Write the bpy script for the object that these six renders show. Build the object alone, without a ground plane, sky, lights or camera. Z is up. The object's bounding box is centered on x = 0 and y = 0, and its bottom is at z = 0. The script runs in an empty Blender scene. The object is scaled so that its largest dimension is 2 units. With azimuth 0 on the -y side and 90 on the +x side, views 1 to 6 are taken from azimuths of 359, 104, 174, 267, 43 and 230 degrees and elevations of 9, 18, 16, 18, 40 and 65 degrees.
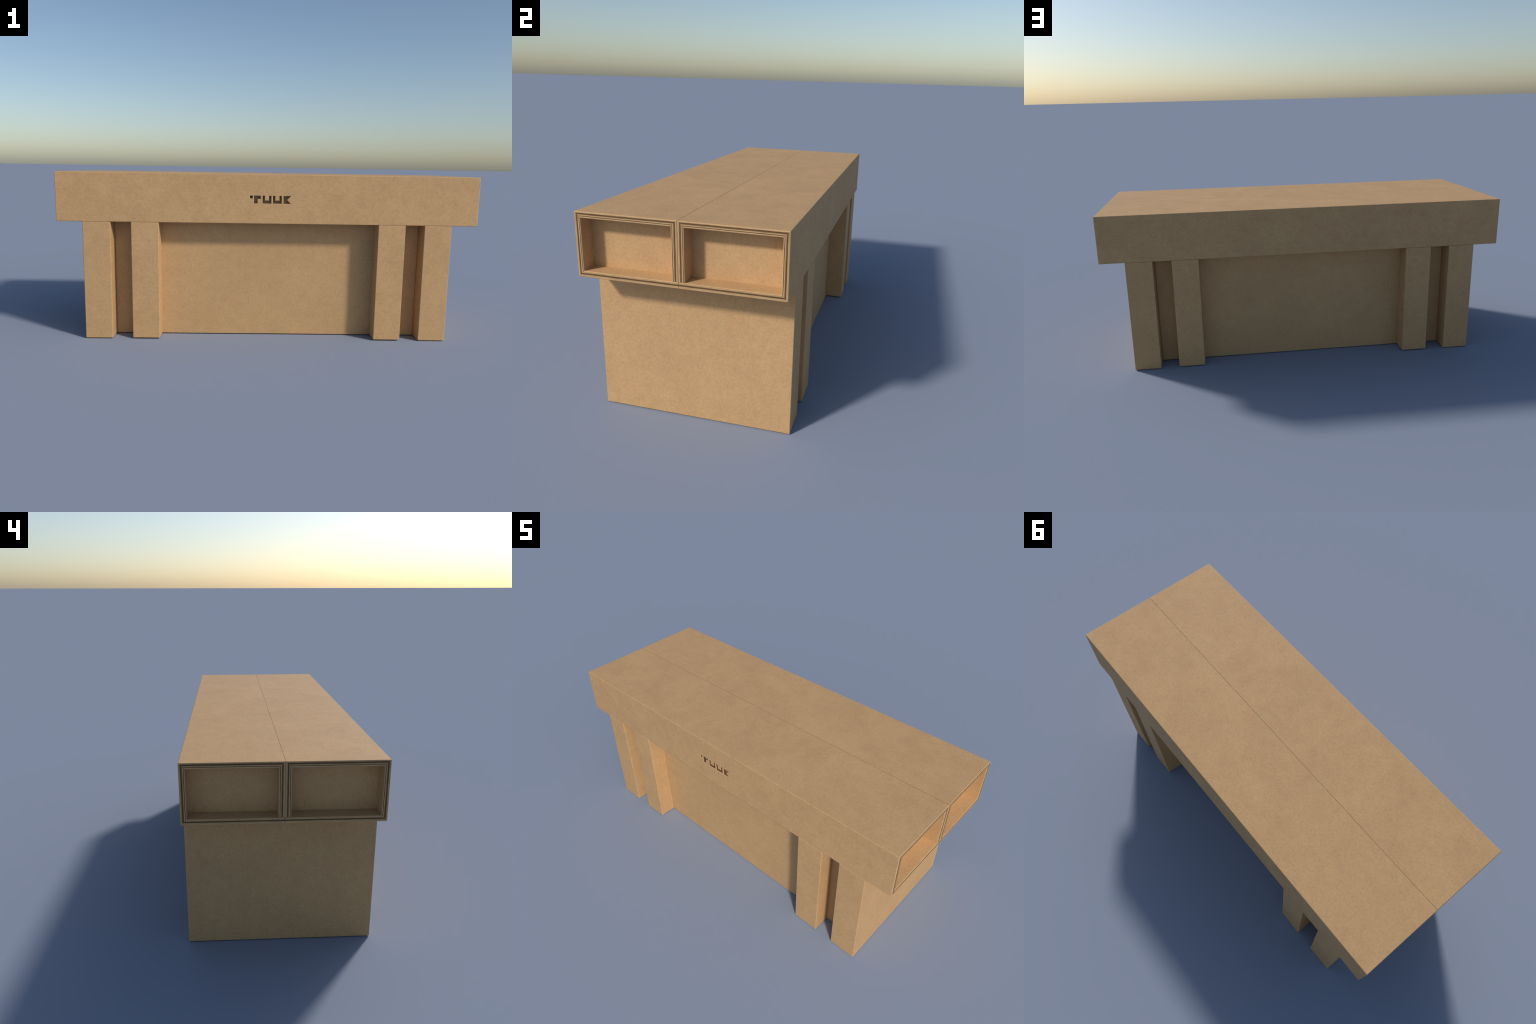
"""Counter-height workbench made of sheet material: a hollow double top whose
open ends show plywood edges, standing on two end slabs, four inner legs and
two recessed long panels, with stencil letters cut into the front."""
import bpy, bmesh, math
from mathutils import Matrix, Vector

# ------------------------------------------------------------------ sizes (m)
HALF_LENGTH = 1.0
HALF_DEPTH = 0.3706
TOP_Z = 0.8003
TOP_BOTTOM_Z = 0.5685
SHEET = 0.0225           # sheet thickness
ROUND = 0.0028           # radius of the softened edges
POCKET_DEPTH = 0.067     # how far the open ends go in
SEAM = 0.0001            # half of the gap between the two top boxes
SEAM_ROUND = 0.0015      # finer radius along that joint

END_OUT, END_IN = 0.8785, 0.7480     # end slabs, |x|
LEG_OUT, LEG_IN = 0.6538, 0.5233     # inner legs, |x|
LEG_SHIFT = 0.0028                   # both inner legs stand a little to +x
BASE_DEPTH = 0.3703
PANEL_FACE = 0.2800                  # face of the recessed long panel, |y|
LEG_LIFT = 0.0020


# ------------------------------------------------------------------ materials
def nodes_of(name, rough):
    mat = bpy.data.materials.new(name)
    mat.use_nodes = True
    nt = mat.node_tree
    nt.nodes.clear()
    out = nt.nodes.new("ShaderNodeOutputMaterial")
    bsdf = nt.nodes.new("ShaderNodeBsdfPrincipled")
    bsdf.inputs["Roughness"].default_value = rough
    bsdf.inputs["Specular IOR Level"].default_value = 0.2
    nt.links.new(bsdf.outputs[0], out.inputs[0])
    return mat, nt, bsdf


def noise(nt, vec, scale, detail=2.0, rough=0.5):
    n = nt.nodes.new("ShaderNodeTexNoise")
    n.inputs["Scale"].default_value = scale
    n.inputs["Detail"].default_value = detail
    n.inputs["Roughness"].default_value = rough
    nt.links.new(vec, n.inputs["Vector"])
    return n.outputs["Fac"]


def math_node(nt, op, a, b=None, c=None):
    m = nt.nodes.new("ShaderNodeMath")
    m.operation = op
    for i, v in enumerate((a, b, c)):
        if v is None:
            continue
        if isinstance(v, (int, float)):
            m.inputs[i].default_value = v
        else:
            nt.links.new(v, m.inputs[i])
    return m.outputs[0]


def mix(nt, fac, a, b, mode="MIX"):
    m = nt.nodes.new("ShaderNodeMix")
    m.data_type = "RGBA"
    m.blend_type = mode
    for sock, v in ((m.inputs[0], fac), (m.inputs[6], a), (m.inputs[7], b)):
        if isinstance(v, (int, float)):
            sock.default_value = v
        elif isinstance(v, tuple):
            sock.default_value = (*v, 1.0)
        else:
            nt.links.new(v, sock)
    return m.outputs[2]


def ramp(nt, fac, stops, interpolation="LINEAR"):
    r = nt.nodes.new("ShaderNodeValToRGB")
    r.color_ramp.interpolation = interpolation
    els = r.color_ramp.elements
    while len(els) < len(stops):
        els.new(0.5)
    for e, (pos, col) in zip(els, stops):
        e.position = pos
        e.color = (*col, 1.0)
    nt.links.new(fac, r.inputs[0])
    return r.outputs[0]


def shifted_coords(nt):
    """Object coordinates plus a per-part shift so that no two boards match."""
    tc = nt.nodes.new("ShaderNodeTexCoord")
    info = nt.nodes.new("ShaderNodeObjectInfo")
    add = nt.nodes.new("ShaderNodeVectorMath")
    add.operation = "MULTIPLY_ADD"
    nt.links.new(info.outputs["Location"], add.inputs[0])
    add.inputs[1].default_value = (7.3, 11.9, 5.7)
    nt.links.new(tc.outputs["Object"], add.inputs[2])
    return tc.outputs["Object"], add.outputs[0], info


BOARD = (0.527, 0.325, 0.157)


def tint(c, k, r=1.0, g=1.0, b=1.0):
    return (c[0] * k * r, c[1] * k * g, c[2] * k * b)


def board_material():
    """Smooth brown fibreboard: soft clouds, fine fleck, short fibres."""
    mat, nt, bsdf = nodes_of("fibreboard", 0.68)
    obj, vec, info = shifted_coords(nt)
    cloud = noise(nt, vec, 5.5, 4.0, 0.55)
    col = ramp(nt, cloud, [(0.30, tint(BOARD, 0.955)), (0.5, BOARD), (0.70, tint(BOARD, 1.04))])
    mid = noise(nt, vec, 24.0, 3.0, 0.6)
    midc = ramp(nt, mid, [(0.30, (0.95, 0.948, 0.945)), (0.5, (1, 1, 1)), (0.70, (1.04, 1.04, 1.04))])
    col = mix(nt, 1.0, col, midc, "MULTIPLY")
    hue = noise(nt, vec, 11.0, 2.0)
    huec = ramp(nt, hue, [(0.32, (1.012, 0.994, 0.994)), (0.5, (1, 1, 1)), (0.68, (0.992, 1.005, 0.996))])
    col = mix(nt, 1.0, col, huec, "MULTIPLY")
    # short fibres lying along the board
    mp = nt.nodes.new("ShaderNodeMapping")
    mp.inputs["Scale"].default_value = (0.9, 1.0, 1.0)
    nt.links.new(vec, mp.inputs["Vector"])
    fleck = noise(nt, mp.outputs[0], 105.0, 3.0, 0.6)
    fleckc = ramp(nt, fleck, [(0.28, (0.895, 0.89, 0.885)), (0.5, (1, 1, 1)), (0.72, (1.07, 1.07, 1.07))])
    col = mix(nt, 1.0, col, fleckc, "MULTIPLY")
    nt.links.new(col, bsdf.inputs["Base Color"])
    bump = nt.nodes.new("ShaderNodeBump")
    bump.inputs["Strength"].default_value = 0.10
    bump.inputs["Distance"].default_value = 0.001
    nt.links.new(noise(nt, vec, 220.0, 3.0), bump.inputs["Height"])
    nt.links.new(bump.outputs[0], bsdf.inputs["Normal"])
    return mat


def ply_material(name, veneers, streaks=0.85):
    """Sawn plywood edge.  A board's local z runs from its outer face (0) to
    minus the sheet thickness; the veneers are bands across it, streaked along
    the local x / y directions."""
    mat, nt, bsdf = nodes_of(name, 0.65)
    obj, vec, info = shifted_coords(nt)
    sep = nt.nodes.new("ShaderNodeSeparateXYZ")
    nt.links.new(obj, sep.inputs[0])
    # slow waviness of the glue lines
    mp = nt.nodes.new("ShaderNodeMapping")
    mp.inputs["Scale"].default_value = (1.0, 1.0, 6.0)
    nt.links.new(vec, mp.inputs["Vector"])
    wav = noise(nt, mp.outputs[0], 14.0, 2.0)
    across = math_node(nt, "MULTIPLY", sep.outputs[2], -1.0 / SHEET)
    across = math_node(nt, "MULTIPLY_ADD", math_node(nt, "SUBTRACT", wav, 0.5), 0.06, across)
    # boards come from different sheets: the core lies higher or lower
    place = nt.nodes.new("ShaderNodeSeparateXYZ")
    nt.links.new(info.outputs["Location"], place.inputs[0])
    level = math_node(nt, "SUBTRACT", place.outputs[2], (TOP_Z + TOP_BOTTOM_Z) / 2)
    across = math_node(nt, "MULTIPLY_ADD", level, 0.9, across)
    col = ramp(nt, across, veneers)
    # long streaks inside the veneers
    ms = nt.nodes.new("ShaderNodeMapping")
    ms.inputs["Scale"].default_value = (0.05, 0.05, 1.0)
    nt.links.new(vec, ms.inputs["Vector"])
    streak = noise(nt, ms.outputs[0], 420.0, 3.0, 0.6)
    sc = ramp(nt, streak, [(0.30, (0.62, 0.60, 0.58)), (0.5, (1, 1, 1)), (0.70, (1.22, 1.22, 1.24))])
    col = mix(nt, streaks, col, sc, "MULTIPLY")
    ms2 = nt.nodes.new("ShaderNodeMapping")
    ms2.inputs["Scale"].default_value = (0.12, 0.12, 1.0)
    nt.links.new(vec, ms2.inputs["Vector"])
    hue = noise(nt, ms2.outputs[0], 150.0, 2.0)
    hc = ramp(nt, hue, [(0.32, (1.10, 0.92, 0.90)), (0.5, (1, 1, 1)), (0.68, (0.98, 1.02, 0.95))])
    col = mix(nt, 0.8, col, hc, "MULTIPLY")
    nt.links.new(col, bsdf.inputs["Base Color"])
    bump = nt.nodes.new("ShaderNodeBump")
    bump.inputs["Strength"].default_value = 0.15
    bump.inputs["Distance"].default_value = 0.001
    nt.links.new(streak, bump.inputs["Height"])
    nt.links.new(bump.outputs[0], bsdf.inputs["Normal"])
    return mat


MAT_BOARD = board_material()
LIGHT, GOLD, TAN = (0.51, 0.33, 0.158), (0.44, 0.305, 0.132), (0.41, 0.27, 0.148)
BROWN, DARK, THIN = (0.21, 0.112, 0.048), (0.10, 0.060, 0.030), (0.115, 0.068, 0.036)
MAT_PLY = ply_material("plywood_edge", [
    (0.00, LIGHT), (0.11, LIGHT), (0.15, TAN), (0.23, GOLD), (0.30, TAN),
    (0.34, BROWN), (0.38, DARK), (0.48, DARK), (0.52, BROWN), (0.57, BROWN),
    (0.62, GOLD), (0.69, LIGHT), (0.74, TAN), (0.775, THIN), (0.845, THIN),
    (0.88, LIGHT), (1.00, LIGHT)])
MAT_SEAM_SHADOW, _nt, _bsdf = nodes_of("painted_seam_shadow", 0.8)
_tc = _nt.nodes.new("ShaderNodeTexCoord")
_nt.links.new(ramp(_nt, noise(_nt, _tc.outputs["Object"], 30.0), [
    (0.3, (0.17, 0.108, 0.052)), (0.7, (0.23, 0.146, 0.072))]), _bsdf.inputs["Base Color"])
MAT_CUT = ply_material("dark_banded_cut", [
    (0.00, LIGHT), (0.10, TAN), (0.17, BROWN), (0.26, DARK), (0.34, BROWN),
    (0.42, DARK), (0.60, DARK), (0.70, TAN), (0.82, GOLD), (1.00, BROWN)], 0.7)


# ------------------------------------------------------------------ helpers
def link(name, data, parent=None, matrix=None):
    ob = bpy.data.objects.new(name, data)
    bpy.context.scene.collection.objects.link(ob)
    if parent is not None:
        ob.parent = parent
    if matrix is not None:
        ob.matrix_basis = matrix
    return ob


def finish_mesh(bm, name):
    bmesh.ops.remove_doubles(bm, verts=bm.verts, dist=1e-6)
    bmesh.ops.recalc_face_normals(bm, faces=bm.faces)
    me = bpy.data.meshes.new(name)
    bm.to_mesh(me)
    bm.free()
    me.materials.append(MAT_BOARD)
    me.materials.append(MAT_PLY)
    me.materials.append(MAT_CUT)
    me.materials.append(MAT_SEAM_SHADOW)
    return me


def board_box(name, lo, hi, parent, offset, r=ROUND, slot=0):
    """A solid block with softened edges, origin at its own base centre."""
    lo, hi = Vector(lo), Vector(hi)
    base = Vector(((lo.x + hi.x) / 2, (lo.y + hi.y) / 2, lo.z))
    bm = bmesh.new()
    bmesh.ops.create_cube(bm, size=1.0)
    size = hi - lo
    bmesh.ops.scale(bm, vec=size, verts=bm.verts)
    bmesh.ops.translate(bm, vec=(lo + hi) / 2 - base, verts=bm.verts)
    if r > 0:
        bmesh.ops.bevel(bm, geom=list(bm.edges), offset=r, offset_type="OFFSET",
                        segments=3, profile=0.5, affect="EDGES")
    for f in bm.faces:
        f.material_index = slot
    me = finish_mesh(bm, name)
    return link(name, me, parent, Matrix.Translation(base - offset))


# ------------------------------------------------- the boards of the top boxes
def section(width, left, right, o, i, e, chamfers):
    """Cross-section of one board: u across, d into the thickness.  o and i are
    the insets of the outer and inner faces (used to soften the board's ends),
    e the inset of a butted end.  Ends: mitre, square or butt."""
    def outer_end(kind, chamfer):
        r = max(chamfer - o, 0.0)   # what is left of the radius between boards
        arc = [(o + r - r * math.cos(a), o + r - r * math.sin(a))
               for a in (0.0, math.pi / 6, math.pi / 3, math.pi / 2)]
        if kind == "mitre":
            mid = (arc[1][0] + arc[2][0]) / 2
            return [(mid, mid)] + arc[2:]
        if kind == "square":
            return [(u - o + 0.0005, d) for u, d in arc]
        return [(e, o)]

    def inner_end(kind):
        if kind == "mitre":
            return (SHEET - i, SHEET - i)
        if kind == "square":
            return (0.0005, SHEET - i)
        return (e, SHEET - i)

    pts = [inner_end(left)] + outer_end(left, chamfers[0])
    rest = outer_end(right, chamfers[1])[::-1] + [inner_end(right)]
    return pts + [(width - u, d) for u, d in rest]


def board(name, width, left, right, parent, matrix, chamfers=(ROUND, ROUND)):
    """Loft the section along the full length; local x along the length, y
    across, z out of the outer face."""
    half = [(HALF_LENGTH - ROUND * (1 - math.sin(a)), ROUND * (1 - math.cos(a)))
            for a in (math.pi / 2, math.pi / 3, math.pi / 6, 0.0)]
    stations = [(-x, s) for x, s in half] + [(x, s) for x, s in reversed(half)]
    bm = bmesh.new()
    rings = []
    for x, s in stations:
        # the rim at the opening is softened like the outer edge
        pts = section(width, left, right, s, s, 0.0006 + s * 0.5, chamfers)
        rings.append([bm.verts.new((x, u - width / 2, -d)) for u, d in pts])
    n = len(rings[0])
    for a, b in zip(rings, rings[1:]):
        for j in range(n):
            bm.faces.new((a[j], a[(j + 1) % n], b[(j + 1) % n], b[j]))
    caps = [bm.faces.new(rings[0]), bm.faces.new(rings[-1])]
    bmesh.ops.dissolve_degenerate(bm, dist=1e-6, edges=bm.edges)
    bm.normal_update()
    for f in bm.faces:
        c = f.calc_center_median()
        sawn_end = abs(f.normal.x) > 0.99
        f.material_index = 1 if sawn_end else 0
    me = finish_mesh(bm, name)
    return link(name, me, parent, matrix)


def facing(direction, u_centre, at):
    """Matrix of a board whose outer face looks to +z, -z, +y or -y."""
    angle = {"up": 0.0, "down": math.pi, "front": math.pi / 2, "back": -math.pi / 2}[direction]
    loc = {"up": (0, u_centre, at), "down": (0, u_centre, at),
           "front": (0, at, u_centre), "back": (0, at, u_centre)}[direction]
    return Matrix.Translation(loc) @ Matrix.Rotation(angle, 4, "X")


def top_box(sign, desk):
    """One of the two long hollow boxes; sign -1 is the front one."""
    box = bpy.data.objects.new("top_box", None)
    bpy.context.scene.collection.objects.link(box)
    box.parent = desk
    y_in, y_out = sign * SEAM, sign * HALF_DEPTH
    yc = (y_in + y_out) / 2
    box.location = (0, yc, TOP_BOTTOM_Z)
    depth = abs(y_out - y_in)
    height = TOP_Z - TOP_BOTTOM_Z
    hd = depth / 2

    board("top_board", depth, "mitre", "mitre", box, facing("up", 0, height),
          (ROUND, SEAM_ROUND) if sign < 0 else (SEAM_ROUND, ROUND))
    ends = ("square", "mitre") if sign < 0 else ("mitre", "square")
    # the lower board faces down, so its local y runs towards -y
    board("bottom_board", depth, ends[0], ends[1], box, facing("down", 0, 0),
          tuple(SEAM_ROUND if k == "square" else ROUND for k in ends))
    outward, inward = ("front", "back") if sign < 0 else ("back", "front")
    outer = board("long_side_board", height, "mitre", "mitre", box,
                  facing(outward, height / 2, sign * hd))
    h = height - SHEET
    # local y of a board looking to the front runs up, looking back runs down
    ends = ("butt", "mitre") if inward == "front" else ("mitre", "butt")
    board("divider_board", h, ends[0], ends[1], box,
          facing(inward, SHEET + h / 2, -sign * hd), (SEAM_ROUND, SEAM_ROUND))
    for x in (-1, 1):
        x0, x1 = sorted((x * (HALF_LENGTH - POCKET_DEPTH), x * (HALF_LENGTH - POCKET_DEPTH - SHEET)))
        g = -0.0004   # let into the sides so that no light line shows
        board_box("pocket_back_board",
                  (x0, -hd + SHEET + g, SHEET + g), (x1, hd - SHEET - g, height - SHEET - g),
                  box, Vector((0, 0, 0)), r=0.0)
    return box, outer


# ------------------------------------------------------------------ lettering
BASELINE, CAP = 0.6642, 0.7000


def letter_outlines():
    """Stencil letters as (x, z) polygons on the front face."""
    b, t = BASELINE, CAP
    dot = [(-0.0897, t - 0.0126), (-0.0774, t - 0.0126), (-0.0774, t), (-0.0897, t)]
    tee = [(-0.0706, b), (-0.0545, b), (-0.0545, t - 0.0147), (-0.0396, t - 0.0147), (-0.0396, t), (-0.0706, t)]

    def cup(x0, x1):
        w = 0.0101
        return [(x0, b), (x1, b), (x1, t), (x1 - w, t), (x1 - w, t - 0.0222),
                (x0 + w, t - 0.0222), (x0 + w, t), (x0, t)]

    kay = [(0.0682, b), (0.1020, b), (0.0842, (b + t) / 2), (0.1020, t), (0.0682, t)]
    return [dot, tee, cup(-0.0304, 0.0103), cup(0.0186, 0.0592), kay]


def grown(poly, a):
    """Offset a counter-clockwise polygon outwards by a (mitred corners)."""
    out, n = [], len(poly)
    for j in range(n):
        p0, p, p1 = (Vector(poly[(j + s) % n]) for s in (-1, 0, 1))
        e0, e1 = (p - p0).normalized(), (p1 - p).normalized()
        n0, n1 = Vector((e0.y, -e0.x)), Vector((e1.y, -e1.x))
        m = (n0 + n1).normalized()
        out.append(tuple(p + m * min(a / max(m.dot(n0), 0.2), 3 * a)))
    return out


def cut_lettering(target, box):
    """Cut the letters through the outer sheet, with softened rims, and close
    the holes with a board glued behind."""
    face_z = box.location.z
    bm = bmesh.new()
    rim = 0.0016
    levels = [(0.004, rim), (0.0, rim), (-rim, 0.0), (-SHEET - 0.004, 0.0)]
    zc = face_z + (TOP_Z - TOP_BOTTOM_Z) / 2
    for poly in letter_outlines():
        rings = []
        for z, a in levels:
            rings.append([bm.verts.new((x, y - zc, z)) for x, y in grown(poly, a)])
        n = len(poly)
        for a, b in zip(rings, rings[1:]):
            for j in range(n):
                f = bm.faces.new((a[j], a[(j + 1) % n], b[(j + 1) % n], b[j]))
                f.material_index = 2 if a is rings[2] else 0
        for ring in (rings[0], rings[-1]):
            bm.faces.new(ring)
    me = finish_mesh(bm, "letter_cutter")
    cutter = link("letter_cutter", me, box, target.matrix_basis.copy())
    cutter.hide_render = True
    bpy.context.view_layer.update()
    mod = target.modifiers.new("letters", "BOOLEAN")
    mod.operation = "DIFFERENCE"
    mod.solver = "EXACT"
    mod.object = cutter
    mod.material_mode = "TRANSFER"
    dg = bpy.context.evaluated_depsgraph_get()
    new = bpy.data.meshes.new_from_object(target.evaluated_get(dg))
    target.modifiers.remove(mod)
    target.data = new
    bpy.data.objects.remove(cutter)
    backing_y = target.location.y + SHEET + 0.0003
    z = target.location.z
    board_box("letter_backing", (-0.13, backing_y, BASELINE - face_z - 0.03),
              (0.13, backing_y + 0.012, CAP - face_z + 0.03), box, Vector((0, 0, 0)), r=0.0006)


# ------------------------------------------------------------------ assembly
desk = bpy.data.objects.new("workbench", None)
bpy.context.scene.collection.objects.link(desk)
desk["label"] = "long brown fibreboard workbench with open plywood-edged top and slab legs"
desk["category"] = "workbench"

front_box, front_board = top_box(-1, desk)
back_box, back_board = top_box(1, desk)
cut_lettering(front_board, front_box)

ZERO = Vector((0, 0, 0))
board_box("seam_shadow_strip", (-HALF_LENGTH + 0.0012, -0.001, TOP_Z - 0.006),  # dark bar set in the groove, modelling the seam's shadow line
          (HALF_LENGTH - 0.0012, 0.001, TOP_Z - 0.0003), desk, ZERO, r=0.0, slot=3)
for s in (-1, 1):
    x0, x1 = sorted((s * END_OUT, s * END_IN))
    board_box("end_slab", (x0, -BASE_DEPTH, 0.0), (x1, BASE_DEPTH, TOP_BOTTOM_Z - 0.0002), desk, ZERO)
    x0, x1 = sorted((s * LEG_OUT + LEG_SHIFT, s * LEG_IN + LEG_SHIFT))
    for t in (-1, 1):
        y0, y1 = sorted((t * BASE_DEPTH, t * (PANEL_FACE - 0.0005)))
        board_box("leg", (x0, y0, LEG_LIFT), (x1, y1, TOP_BOTTOM_Z - 0.0002), desk, ZERO)
for t in (-1, 1):
    y0, y1 = sorted((t * PANEL_FACE, t * (PANEL_FACE - SHEET)))
    board_box("long_panel", (-END_IN + 0.0003, y0, 0.0002), (END_IN - 0.0003, y1, TOP_BOTTOM_Z - 0.0004), desk, ZERO)

bpy.context.view_layer.update()
